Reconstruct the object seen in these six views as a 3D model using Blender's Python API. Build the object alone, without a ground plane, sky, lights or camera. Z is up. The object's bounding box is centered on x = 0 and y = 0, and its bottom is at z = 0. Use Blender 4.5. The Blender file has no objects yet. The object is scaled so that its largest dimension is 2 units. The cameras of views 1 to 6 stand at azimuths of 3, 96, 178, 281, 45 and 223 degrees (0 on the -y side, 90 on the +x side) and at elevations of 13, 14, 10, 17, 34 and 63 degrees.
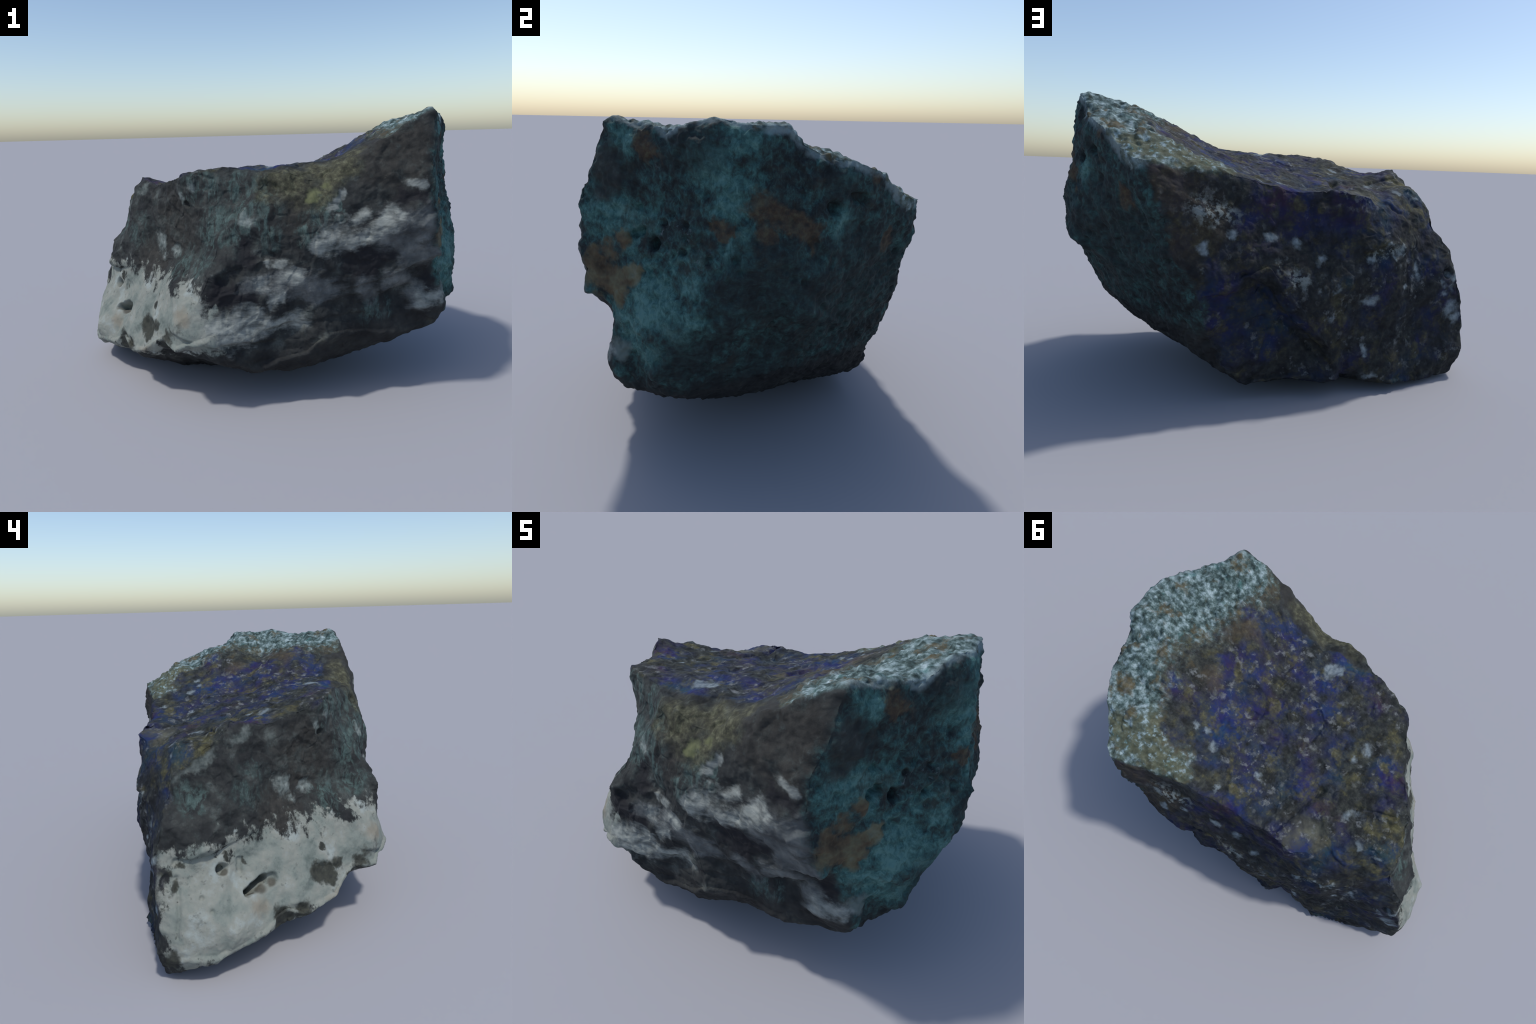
import bmesh
import bpy
import numpy as np
from mathutils import Vector
from mathutils.bvhtree import BVHTree

SEED = 11
CENTRE = np.array([-0.05, -0.02, 0.55])

# The stone's broken edges as polylines, and landmarks on its faces, in metres.
RIDGES = {
    "right_crest": [
        (0.746, -0.388, 1.314), (0.768, -0.329, 1.303), (0.795, -0.252, 1.285), (0.833, -0.222, 1.285), (0.863, -0.165, 1.283),
        (0.875, -0.130, 1.288), (0.857, -0.069, 1.308), (0.869, 0.007, 1.312), (0.881, 0.114, 1.299), (0.840, 0.238, 1.290),
    ],
    "back_right_crest": [
        (0.840, 0.238, 1.290), (0.803, 0.278, 1.241), (0.771, 0.369, 1.191), (0.728, 0.453, 1.173), (0.675, 0.525, 1.146),
        (0.647, 0.568, 1.131), (0.608, 0.593, 1.084), (0.582, 0.626, 1.058), (0.544, 0.668, 1.032), (0.510, 0.696, 1.019),
        (0.464, 0.718, 1.013),
    ],
    "back_crest": [
        (0.464, 0.718, 1.013), (0.407, 0.680, 1.007), (0.329, 0.640, 0.992), (0.272, 0.612, 0.989), (0.201, 0.576, 0.969),
        (0.137, 0.556, 0.965), (0.070, 0.541, 0.950), (0.001, 0.508, 0.933), (-0.069, 0.483, 0.911), (-0.137, 0.470, 0.902),
        (-0.202, 0.456, 0.905), (-0.263, 0.433, 0.920), (-0.297, 0.427, 0.924), (-0.350, 0.433, 0.897), (-0.406, 0.426, 0.891),
        (-0.444, 0.371, 0.874), (-0.491, 0.306, 0.851),
    ],
    "front_upper_crest": [
        (0.445, -0.352, 1.154), (0.349, -0.368, 1.102), (0.265, -0.378, 1.088), (0.165, -0.398, 1.075), (0.097, -0.419, 1.070),
        (0.032, -0.445, 1.060), (-0.071, -0.446, 1.066),
    ],
    "front_lower_crest": [
        (0.674, -0.448, 1.270), (0.573, -0.478, 1.194), (0.497, -0.490, 1.163), (0.421, -0.498, 1.112), (0.360, -0.514, 1.071),
        (0.310, -0.505, 1.040), (0.244, -0.532, 0.995), (0.172, -0.536, 1.039), (0.109, -0.533, 1.048), (0.037, -0.530, 1.042),
        (-0.030, -0.494, 1.059),
    ],
    "front_left_crest": [
        (-0.087, -0.474, 1.068), (-0.140, -0.466, 1.072), (-0.188, -0.452, 1.069), (-0.234, -0.444, 1.057), (-0.278, -0.427, 1.052),
        (-0.318, -0.419, 1.050), (-0.363, -0.401, 1.039),
    ],
    "left_crest": [
        (-0.363, -0.401, 1.039), (-0.399, -0.364, 1.021), (-0.428, -0.329, 1.012), (-0.457, -0.293, 1.000), (-0.480, -0.268, 0.992),
        (-0.502, -0.242, 0.983), (-0.522, -0.216, 0.975), (-0.550, -0.175, 0.985), (-0.585, -0.125, 0.999), (-0.634, -0.075, 1.012),
    ],
    "end_ridge": [
        (-0.634, -0.075, 1.012), (-0.670, -0.056, 0.974), (-0.689, -0.038, 0.950), (-0.720, 0.017, 0.911), (-0.756, 0.064, 0.870),
        (-0.770, 0.108, 0.832), (-0.783, 0.150, 0.796), (-0.800, 0.154, 0.764), (-0.814, 0.161, 0.716), (-0.852, 0.161, 0.670),
        (-0.895, 0.159, 0.630), (-0.902, 0.167, 0.602), (-0.910, 0.178, 0.560), (-0.907, 0.194, 0.506), (-0.934, 0.185, 0.460),
        (-0.957, 0.175, 0.416), (-0.964, 0.176, 0.359), (-0.970, 0.168, 0.300), (-0.978, 0.159, 0.241), (-0.982, 0.157, 0.174),
        (-0.979, 0.172, 0.125),
    ],
    "right_front_edge": [
        (0.772, -0.428, 1.288), (0.764, -0.451, 1.251), (0.765, -0.469, 1.185), (0.754, -0.503, 1.115), (0.741, -0.545, 1.049),
        (0.750, -0.555, 0.975), (0.744, -0.553, 0.874), (0.770, -0.539, 0.806), (0.777, -0.534, 0.737), (0.780, -0.516, 0.680),
        (0.791, -0.463, 0.650), (0.813, -0.417, 0.596), (0.826, -0.418, 0.517), (0.843, -0.414, 0.465),
    ],
    "white_end_foot": [
        (-0.895, -0.132, 0.134), (-0.943, -0.065, 0.108), (-0.945, -0.025, 0.090), (-0.986, 0.020, 0.119),
    ],
    "back_right_edge": [
        (0.464, 0.718, 1.013), (0.439, 0.721, 0.939), (0.408, 0.715, 0.847), (0.393, 0.694, 0.751), (0.373, 0.672, 0.659),
        (0.292, 0.679, 0.564), (0.266, 0.659, 0.479), (0.245, 0.623, 0.380), (0.235, 0.583, 0.285), (0.193, 0.577, 0.203),
        (0.127, 0.537, 0.104), (0.092, 0.512, 0.067),
    ],
    "back_spur": [
        (-0.005, 0.580, 0.594), (-0.075, 0.570, 0.498), (-0.175, 0.540, 0.372), (-0.287, 0.485, 0.208), (-0.336, 0.457, 0.145),
    ],
    "back_foot_edge": [
        (0.092, 0.512, 0.067), (0.154, 0.489, 0.103), (0.227, 0.480, 0.142),
    ],
}

FACES = {
    "top": [
        (-0.657, 0.153, 0.919), (-0.586, -0.189, 0.844), (-0.485, 0.120, 0.925), (-0.416, -0.042, 0.958), (-0.386, -0.392, 0.966),
        (-0.354, -0.154, 0.987), (-0.263, -0.252, 1.025), (-0.243, -0.211, 1.006), (-0.225, -0.115, 1.000), (-0.191, 0.282, 0.896),
        (-0.179, -0.258, 1.026), (-0.075, -0.092, 1.001), (-0.046, 0.290, 0.930), (0.028, -0.191, 1.055), (0.049, 0.338, 0.964),
        (0.092, -0.165, 1.062), (0.120, 0.070, 1.008), (0.143, -0.018, 1.019), (0.186, 0.331, 1.007), (0.189, 0.096, 0.996),
        (0.247, -0.230, 1.074), (0.249, 0.216, 1.034), (0.326, -0.299, 1.093), (0.451, 0.520, 1.113), (0.473, 0.389, 1.110),
        (0.556, -0.204, 1.222), (0.584, 0.305, 1.209), (0.600, -0.013, 1.202), (0.617, -0.114, 1.233), (0.676, 0.257, 1.218),
        (0.688, 0.149, 1.280), (0.811, -0.342, 1.224),
    ],
    "green_side": [
        (0.444, 0.384, 0.288), (0.559, 0.442, 0.514), (0.575, 0.460, 0.572), (0.616, 0.531, 0.764), (0.669, 0.508, 0.830),
        (0.688, 0.421, 0.667), (0.714, 0.452, 0.922), (0.747, 0.005, 0.291), (0.749, 0.123, 0.383), (0.792, 0.405, 0.954),
        (0.803, -0.447, 0.421), (0.803, 0.402, 0.809), (0.804, -0.300, 0.995), (0.807, 0.191, 0.585), (0.811, -0.372, 0.305),
        (0.836, 0.095, 0.550), (0.847, -0.225, 0.999), (0.848, -0.193, 0.302), (0.852, 0.320, 0.978), (0.853, -0.275, 0.326),
        (0.854, -0.351, 0.507), (0.859, -0.219, 1.168), (0.859, -0.280, 0.778), (0.863, -0.393, 0.412), (0.864, 0.040, 0.515),
        (0.867, -0.316, 0.418), (0.870, 0.169, 0.635), (0.872, 0.308, 0.671), (0.875, -0.145, 1.051), (0.888, -0.117, 1.037),
        (0.892, -0.178, 0.763), (0.895, 0.162, 1.141), (0.911, -0.286, 0.550), (0.925, -0.024, 1.184), (0.939, 0.045, 1.165),
        (0.942, -0.223, 0.425), (0.951, 0.033, 0.972), (0.964, 0.145, 0.827), (0.979, 0.049, 0.665), (0.985, -0.100, 0.613),
        (1.000, 0.052, 0.819),
    ],
    "front": [
        (-0.454, -0.511, 0.459), (-0.454, -0.578, 0.314), (-0.413, -0.355, 0.686), (-0.407, -0.352, 0.772), (-0.396, -0.555, 0.540),
        (-0.392, -0.658, 0.377), (-0.378, -0.674, 0.287), (-0.349, -0.523, 0.577), (-0.347, -0.423, 0.676), (-0.344, -0.589, 0.247),
        (-0.337, -0.685, 0.428), (-0.332, -0.434, 0.909), (-0.320, -0.442, 1.012), (-0.297, -0.541, 0.627), (-0.283, -0.708, 0.375),
        (-0.277, -0.678, 0.494), (-0.270, -0.543, 0.661), (-0.268, -0.604, 0.636), (-0.227, -0.694, 0.619), (-0.224, -0.721, 0.352),
        (-0.180, -0.570, 0.774), (-0.100, -0.504, 0.935), (-0.095, -0.585, 0.847), (-0.050, -0.627, 0.175), (-0.033, -0.664, 0.430),
        (0.024, -0.616, 0.790), (0.047, -0.610, 0.674), (0.157, -0.587, 0.390), (0.161, -0.528, 0.131), (0.186, -0.635, 0.776),
        (0.193, -0.404, 1.064), (0.199, -0.630, 0.595), (0.203, -0.611, 0.241), (0.238, -0.562, 0.967), (0.294, -0.616, 0.331),
        (0.346, -0.610, 0.744), (0.349, -0.558, 0.950), (0.382, -0.535, 0.426), (0.453, -0.523, 0.314), (0.477, -0.555, 0.951),
        (0.478, -0.588, 0.797), (0.480, -0.525, 0.465), (0.521, -0.585, 0.749), (0.527, -0.516, 0.392), (0.533, -0.567, 0.876),
        (0.546, -0.511, 0.302), (0.549, -0.539, 0.565), (0.565, -0.557, 1.038), (0.593, -0.505, 1.141), (0.594, -0.474, 0.490),
        (0.622, -0.513, 0.597), (0.641, -0.590, 0.837), (0.645, -0.519, 1.090), (0.662, -0.547, 1.026), (0.671, -0.471, 0.405),
        (0.676, -0.534, 0.677), (0.790, -0.432, 0.992), (0.801, -0.403, 1.175), (0.803, -0.422, 0.761),
    ],
    "back": [
        (-0.719, 0.227, 0.714), (-0.691, 0.273, 0.544), (-0.680, 0.266, 0.270), (-0.600, 0.359, 0.645), (-0.564, 0.382, 0.467),
        (-0.524, 0.306, 0.841), (-0.522, 0.342, 0.819), (-0.517, 0.403, 0.688), (-0.446, 0.403, 0.311), (-0.444, 0.434, 0.610),
        (-0.387, 0.437, 0.388), (-0.361, 0.439, 0.711), (-0.361, 0.431, 0.218), (-0.360, 0.482, 0.516), (-0.292, 0.470, 0.078),
        (-0.262, 0.442, 0.808), (-0.232, 0.481, 0.629), (-0.185, 0.457, 0.234), (-0.148, 0.475, 0.714), (-0.070, 0.482, 0.351),
        (-0.065, 0.484, 0.769), (-0.010, 0.532, 0.724), (0.012, 0.532, 0.500), (0.015, 0.529, 0.785), (0.040, 0.498, 0.359),
        (0.100, 0.571, 0.430), (0.114, 0.564, 0.490), (0.119, 0.577, 0.181), (0.151, 0.569, 0.876), (0.170, 0.635, 0.519),
        (0.273, 0.635, 0.846), (0.321, 0.547, 1.039), (0.384, 0.489, 0.320), (0.473, 0.525, 0.531), (0.522, 0.579, 0.745),
        (0.536, 0.621, 0.866), (0.538, 0.560, 0.663),
    ],
    "white_end": [
        (-0.924, -0.081, 0.257), (-0.923, -0.144, 0.211), (-0.910, 0.159, 0.002), (-0.893, 0.105, 0.494), (-0.874, 0.228, 0.135),
        (-0.863, -0.020, 0.550), (-0.835, 0.033, 0.637), (-0.810, -0.230, 0.157), (-0.780, -0.065, 0.506), (-0.773, -0.117, 0.380),
        (-0.750, 0.028, 0.729), (-0.740, -0.233, 0.286), (-0.724, -0.319, 0.211), (-0.699, -0.110, 0.815), (-0.679, -0.379, 0.172),
        (-0.606, -0.250, 0.562), (-0.581, -0.450, 0.286), (-0.577, -0.410, 0.342), (-0.574, -0.511, 0.222), (-0.557, -0.396, 0.131),
        (-0.557, -0.234, 0.083), (-0.532, -0.244, 0.704), (-0.491, -0.306, 0.638), (-0.489, -0.376, 0.555), (-0.388, -0.445, 0.179),
    ],
    "underside": [
        (-0.739, 0.278, 0.010), (-0.579, 0.376, 0.029), (-0.555, 0.096, 0.051), (-0.429, -0.254, 0.028), (-0.374, 0.294, 0.025),
        (-0.337, 0.377, 0.085), (-0.337, -0.046, 0.003), (-0.328, -0.235, 0.030), (-0.176, -0.357, 0.083), (-0.163, -0.129, 0.004),
        (-0.160, 0.048, 0.014), (-0.014, -0.230, 0.043), (-0.014, -0.042, 0.008), (-0.012, 0.162, 0.006), (0.134, -0.134, 0.028),
        (0.143, 0.051, 0.006), (0.317, -0.415, 0.138), (0.539, 0.009, 0.138),
    ],
}


def icosphere(levels):
    t = (1 + 5 ** 0.5) / 2
    v = np.array([(-1, t, 0), (1, t, 0), (-1, -t, 0), (1, -t, 0), (0, -1, t), (0, 1, t),
                  (0, -1, -t), (0, 1, -t), (t, 0, -1), (t, 0, 1), (-t, 0, -1), (-t, 0, 1)], float)
    v /= np.linalg.norm(v, axis=1)[:, None]
    f = np.array([(0, 11, 5), (0, 5, 1), (0, 1, 7), (0, 7, 10), (0, 10, 11), (1, 5, 9), (5, 11, 4),
                  (11, 10, 2), (10, 7, 6), (7, 1, 8), (3, 9, 4), (3, 4, 2), (3, 2, 6), (3, 6, 8),
                  (3, 8, 9), (4, 9, 5), (2, 4, 11), (6, 2, 10), (8, 6, 7), (9, 8, 1)])
    edges = None
    for _ in range(levels):
        e = np.sort(np.concatenate([f[:, [0, 1]], f[:, [1, 2]], f[:, [2, 0]]]), 1)
        key, inv = np.unique(e[:, 0] * len(v) + e[:, 1], return_inverse=True)
        inv = inv.ravel()
        edges = key // len(v), key % len(v)
        m = v[edges[0]] + v[edges[1]]
        m /= np.linalg.norm(m, axis=1)[:, None]
        n = len(f)
        a, b, c = [len(v) + inv[i * n:(i + 1) * n] for i in range(3)]
        v = np.concatenate([v, m])
        f = np.concatenate([np.stack(x, 1) for x in
                            ((f[:, 0], a, c), (f[:, 1], b, a), (f[:, 2], c, b), (a, b, c))])
    return v, f, edges


# ---------------------------------------------------------------- noise
_rng = np.random.default_rng(SEED)
_perm = _rng.permutation(512)
_grad = _rng.normal(size=(512, 3))
_grad /= np.linalg.norm(_grad, axis=1)[:, None]


def perlin(p):
    i = np.floor(p).astype(np.int64)
    f = p - i
    w = f * f * f * (f * (f * 6 - 15) + 10)
    out = 0
    for dx in (0, 1):
        for dy in (0, 1):
            for dz in (0, 1):
                h = _perm[(_perm[(_perm[(i[:, 0] + dx) & 511] + i[:, 1] + dy) & 511] + i[:, 2] + dz) & 511]
                g = _grad[h]
                d = (f[:, 0] - dx) * g[:, 0] + (f[:, 1] - dy) * g[:, 1] + (f[:, 2] - dz) * g[:, 2]
                k = ((w[:, 0] if dx else 1 - w[:, 0]) * (w[:, 1] if dy else 1 - w[:, 1])
                     * (w[:, 2] if dz else 1 - w[:, 2]))
                out = out + k * d
    return out


def fbm(p, octaves, gain=0.5):
    s, a = 0, 1.0
    for o in range(octaves):
        s = s + a * perlin(p * 2 ** o + 17.3 * o)
        a *= gain
    return s


def smooth(x, a, b):
    t = np.clip((x - a) / (b - a), 0, 1)
    return t * t * (3 - 2 * t)


def kernel(a, b):
    d2 = (a * a).sum(1)[:, None] + (b * b).sum(1)[None] - 2 * (a[:, 0:1] * b[:, 0] + a[:, 1:2] * b[:, 1] + a[:, 2:3] * b[:, 2])
    return np.sqrt(np.maximum(d2, 0) + 0.025 ** 2)


def landmarks():
    pts = [p for face in FACES.values() for p in face]
    for line in RIDGES.values():
        for a, b in zip(line, line[1:]):
            pts += [a, tuple((np.array(a) + b) / 2)]
        pts.append(line[-1])
    pts = np.array(pts) - CENTRE
    d = pts / np.linalg.norm(pts, axis=1)[:, None]
    near = ((d[:, None] - d[None]) ** 2).sum(2) < 0.012 ** 2
    return pts[[not near[i, :i].any() for i in range(len(pts))]]


def smooth_radius(dirs, pts):
    """Blow a sphere outward so that it passes through every landmark.  1/r is
    interpolated, because a flat face is then an exactly linear function."""
    r = np.linalg.norm(pts, axis=1)
    d = pts / r[:, None]
    n = len(d)
    m = np.zeros((n + 4, n + 4))
    m[:n, :n] = kernel(d, d)
    m[:n, n:] = np.c_[np.ones(n), d]
    m[n:, :n] = m[:n, n:].T
    w = np.linalg.solve(m, np.r_[1 / r, np.zeros(4)])
    out = np.empty(len(dirs))
    for i in range(0, len(dirs), 20000):
        q = dirs[i:i + 20000]
        out[i:i + 20000] = (kernel(q, d) * w[:n]).sum(1) + w[n] + (q * w[n + 1:]).sum(1)
    return 1 / out


def faceted_radius(dirs, pts):
    """The same landmarks joined by flat triangles, so that the ridges are sharp."""
    d = pts / np.linalg.norm(pts, axis=1)[:, None]
    bm = bmesh.new()
    vs = [bm.verts.new(p) for p in d]
    bm.verts.index_update()
    hull = bmesh.ops.convex_hull(bm, input=vs)["geom"]
    tris = [[v.index for v in e.verts] for e in hull if isinstance(e, bmesh.types.BMFace)]
    bm.free()
    tree = BVHTree.FromPolygons(pts.tolist(), tris, epsilon=1e-5)
    origin = Vector((0, 0, 0))
    return np.array([tree.ray_cast(origin, q)[3] or np.nan for q in dirs.tolist()])


def stone_radius(dirs, sharpness=0.55):
    pts = landmarks()
    a, b = smooth_radius(dirs, pts), faceted_radius(dirs, pts)
    return np.where(np.isnan(b), a, (1 - sharpness) * a + sharpness * b)


def vertex_normals(v, f):
    fn = np.cross(v[f[:, 1]] - v[f[:, 0]], v[f[:, 2]] - v[f[:, 0]])
    n = np.zeros_like(v)
    for k in range(3):
        for c in range(3):
            n[:, c] += np.bincount(f[:, k], fn[:, c], len(v))
    return n / (np.linalg.norm(n, axis=1)[:, None] + 1e-12)

# ------------------------------------------------- where one kind of surface meets the next
# Each boundary follows a broken edge of the stone; positions along it as (key, value) pairs.
FRONT_Y = [(-0.40, -0.40), (-0.25, -0.445), (-0.07, -0.455), (0.03, -0.442), (0.17, -0.398), (0.27, -0.378), (0.35, -0.368), (0.44, -0.352), (0.56, -0.455), (0.68, -0.44), (0.76, -0.40)]
FRONT_Z = [(-0.40, 1.03), (-0.25, 1.06), (-0.07, 1.068), (0.03, 1.06), (0.17, 1.075), (0.27, 1.087), (0.35, 1.10), (0.44, 1.152), (0.56, 1.19), (0.68, 1.272), (0.76, 1.313)]
RIGHT_X = [(-0.39, 0.75), (-0.25, 0.80), (-0.165, 0.862), (-0.07, 0.858), (0.11, 0.883), (0.24, 0.85), (0.37, 0.78), (0.455, 0.731), (0.56, 0.646), (0.68, 0.55), (0.73, 0.44)]
RIGHT_Z = [(-0.39, 1.312), (-0.25, 1.287), (-0.165, 1.282), (-0.07, 1.309), (0.11, 1.301), (0.24, 1.298), (0.37, 1.198), (0.455, 1.175), (0.56, 1.13), (0.68, 1.037), (0.73, 1.0)]
BACK_Y = [(-0.50, 0.30), (-0.44, 0.37), (-0.40, 0.425), (-0.30, 0.428), (-0.20, 0.455), (-0.07, 0.484), (0.07, 0.542), (0.20, 0.576), (0.33, 0.64), (0.46, 0.718)]
BACK_Z = [(-0.50, 0.845), (-0.44, 0.873), (-0.40, 0.89), (-0.30, 0.925), (-0.20, 0.904), (-0.07, 0.912), (0.07, 0.95), (0.20, 0.969), (0.33, 0.992), (0.46, 1.013)]
CORNER_X = [(0.06, 0.093), (0.20, 0.192), (0.285, 0.235), (0.38, 0.245), (0.48, 0.267), (0.564, 0.291), (0.66, 0.375), (0.85, 0.409), (1.01, 0.464)]
CORNER_Y = [(0.06, 0.517), (0.20, 0.575), (0.285, 0.583), (0.38, 0.624), (0.48, 0.662), (0.564, 0.677), (0.66, 0.675), (0.85, 0.717), (1.01, 0.718)]
FLANK_X = [(0.30, 0.81), (0.42, 0.86), (0.517, 0.832), (0.65, 0.795), (0.736, 0.774), (0.875, 0.746), (1.047, 0.738), (1.183, 0.763), (1.285, 0.769)]
FLANK_Y = [(0.30, -0.37), (0.42, -0.39), (0.517, -0.421), (0.65, -0.465), (0.736, -0.532), (0.875, -0.554), (1.047, -0.543), (1.183, -0.468), (1.285, -0.426)]
CRUST_X = [(-0.45, 0.58), (-0.36, 0.49), (-0.28, 0.48), (-0.10, 0.52), (0.06, 0.52), (0.19, 0.56), (0.33, 0.49), (0.42, 0.40), (0.52, 0.26), (0.62, 0.18)]
END_X = [(0.17, -0.985), (0.42, -0.959), (0.56, -0.911), (0.67, -0.851), (0.797, -0.785), (0.87, -0.758), (0.95, -0.69), (1.01, -0.634)]
END_Y = [(0.17, 0.158), (0.42, 0.175), (0.56, 0.178), (0.67, 0.161), (0.797, 0.15), (0.87, 0.064), (0.95, -0.038), (1.01, -0.075)]


class NumpyField:
    """Evaluates the boundaries on mesh vertices."""

    def __init__(self, p):
        self.x, self.y, self.z = p.T

    def curve(self, v, pts):
        return np.interp(v, *zip(*pts))

    def lin(self, c, *terms):
        return sum(k * v for k, v in terms) + c

    def minimum(self, a, b):
        return np.minimum(a, b)


def boundaries(f):
    """Signed distances: front, right, back and end edges, and the two upright corners."""
    c = f.curve
    front = f.lin(0, (.7, f.y), (-.7, c(f.x, FRONT_Y)), (.7, f.z), (-.7, c(f.x, FRONT_Z)))
    right = f.lin(0, (.8, c(f.y, RIGHT_X)), (-.8, f.x), (.6, f.z), (-.6, c(f.y, RIGHT_Z)))
    back = f.lin(0, (.7, c(f.x, BACK_Y)), (-.7, f.y), (.7, f.z), (-.7, c(f.x, BACK_Z)))
    left = f.lin(.535 * .8 - .6, (.616, f.x), (.504, f.y), (.6, f.z))
    end = f.lin(0, (.42, f.x), (-.42, c(f.z, END_X)), (.91, f.y), (-.91, c(f.z, END_Y)))
    corner = f.lin(0, (.75, c(f.z, CORNER_X)), (-.75, f.x), (-.6, c(f.z, CORNER_Y)), (.6, f.y))
    flank = f.lin(0, (.7, f.x), (-.7, c(f.z, FLANK_X)), (.7, f.y), (-.7, c(f.z, FLANK_Y)))
    return dict(front=front, right=right, back=back, left=left, end=end, corner=corner, flank=flank)


def regions(f):
    """Fields that are positive inside each kind of surface."""
    b = boundaries(f)
    top = f.minimum(f.minimum(b["front"], b["right"]), f.minimum(b["back"], b["left"]))
    behind = f.minimum(b["corner"], b["end"])
    crust_line = f.lin(0, (1, f.x), (-1, f.curve(f.y, CRUST_X)))
    crust = f.minimum(top, crust_line)
    green = f.minimum(f.minimum(f.lin(0, (-1, b["right"])), b["flank"]), f.lin(0.02, (-1, b["corner"])))
    white = f.minimum(f.lin(.545, (-1, f.z)), f.lin(-.59, (-.8, f.x), (-.6, f.y)))
    white = f.minimum(white, f.lin(0, (-1, b["end"])))
    white = f.minimum(white, f.lin(-.38, (1, f.z), (-.3, f.x)))
    return dict(crust_line=crust_line, top=top, behind=behind, crust=crust, green=green, white=white, right=b["right"], back=b["back"])


# ---------------------------------------------------------------- relief
def segment_distance(p, a, b, n=None):
    """Distance to a segment; with normals n, measured along the surface only."""
    a, b = np.array(a), np.array(b)
    ab = b - a
    t = np.clip(((p - a) @ ab) / max(ab @ ab, 1e-9), 0, 1)
    v = p - a - t[:, None] * ab
    if n is not None:
        v = v - .9 * n * (v * n).sum(1)[:, None]
    return np.linalg.norm(v, axis=1)


def cells(p, size, tilt):
    """Broken facets: every cell of a jittered grid carries its own small tilted plane.
    Returns the tilt height, and the distance to the nearest cell centre."""
    q = p / size
    i = np.floor(q).astype(np.int64)
    best = np.full(len(p), 9.0)
    second = np.full(len(p), 9.0)
    height = np.zeros(len(p))
    for dx in (-1, 0, 1):
        for dy in (-1, 0, 1):
            for dz in (-1, 0, 1):
                c = i + (dx, dy, dz)
                h = _perm[(_perm[(_perm[c[:, 0] & 511] + c[:, 1]) & 511] + c[:, 2]) & 511]
                d = q - c - 0.5 - 0.42 * _grad[h]
                r = np.sqrt((d * d).sum(1))
                near = r < best
                second = np.where(near, best, np.minimum(second, r))
                height = np.where(near, (d * _grad[(h + 91) & 511]).sum(1) * tilt, height)
                best = np.where(near, r, best)
    return height * size * smooth(second - best, 0, .22), best


HOLES = [  # ends of a hole's mouth, its radius, its depth
    ((-.799, -.052, .425), (-.795, -.058, .421), .016, .085),
    ((-.775, -.148, .308), (-.755, -.165, .318), .012, .070),
    ((-.750, -.172, .322), (-.715, -.212, .346), .015, .090),
    ((-.722, -.215, .322), (-.700, -.240, .340), .020, .026),
    ((-.572, -.450, .318), (-.545, -.480, .320), .030, .018),
    ((-.735, -.290, .180), (-.680, -.350, .180), .030, .016),
    ((-.948, .125, .412), (-.935, .12, .43), .020, .012),
    ((-.746, -.120, .445), (-.758, -.122, .400), .010, .010),
    ((-.343, -.411, .896), (-.343, -.411, .896), .012, .020),
    ((.787, .381, 1.014), (.787, .381, 1.014), .020, .032),
    ((.730, .470, 1.040), (.705, .490, 1.035), .016, .026),
    ((.852, -.238, .881), (.855, -.235, .870), .015, .042),
    ((.818, -.318, .900), (.830, -.295, .915), .014, .034),
    ((.802, -.299, .994), (.802, -.299, .994), .010, .014),
    ((.905, -.125, .86), (.905, -.125, .86), .012, .016),
    ((.95, -.02, .85), (.95, -.02, .85), .015, .016),
    ((-.863, .204, .517), (-.863, .204, .517), .018, .026),
    ((.02, -.545, .985), (.06, -.55, .97), .022, .018),
    ((-.15, -.68, .60), (-.11, -.67, .63), .030, .022),
    ((.40, -.60, .65), (.36, -.60, .69), .022, .014),
    ((-.905, .00, .349), (-.905, .00, .349), .008, .010),
    ((-.915, -.043, .296), (-.915, -.043, .296), .008, .010),
    ((-.895, .10, .488), (-.895, .10, .488), .012, .012),
]
CRACKS = [
    ([(.10, .57, .56), (.00, .52, .47), (-.09, .49, .34), (-.20, .47, .22), (-.28, .46, .12)], .020, .022),  # a polyline, groove width, groove depth
    ([(-.290, .425, .925), (-.28, .35, .92), (-.281, .29, .912), (-.291, .18, .933), (-.30, .12, .941)], .018, .022),
    ([(-.93, .085, .44), (-.945, .080, .38), (-.965, .078, .30), (-.99, .085, .21)], .009, .010),
    ([(-.47, .075, .94), (-.56, .03, .95), (-.63, .0, .96)], .008, .010),
    ([(.26, -.475, .985), (.275, -.50, 1.03), (.30, -.49, 1.06)], .007, .008),
]
STEPS = [  # a ledge along a polyline: what lies above it stands proud of what lies below
    ([(.38, -.57, .525), (.50, -.55, .555), (.624, -.52, .600), (.70, -.52, .630), (.775, -.525, .662), (.80, -.44, .67)], .010, .05),
    ([(.02, -.63, .36), (.18, -.60, .385), (.30, -.57, .40), (.45, -.53, .40)], .008, .04),
    ([(.62, .45, .62), (.75, .33, .64), (.88, .18, .66), (.96, .02, .69)], .008, .05),
    ([(-.40, -.60, .36), (-.33, -.68, .33), (-.15, -.70, .31), (.05, -.64, .30)], .012, .05),
    ([(-.60, .36, .665), (-.50, .41, .665), (-.42, .44, .64)], .014, .05),
]


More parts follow.
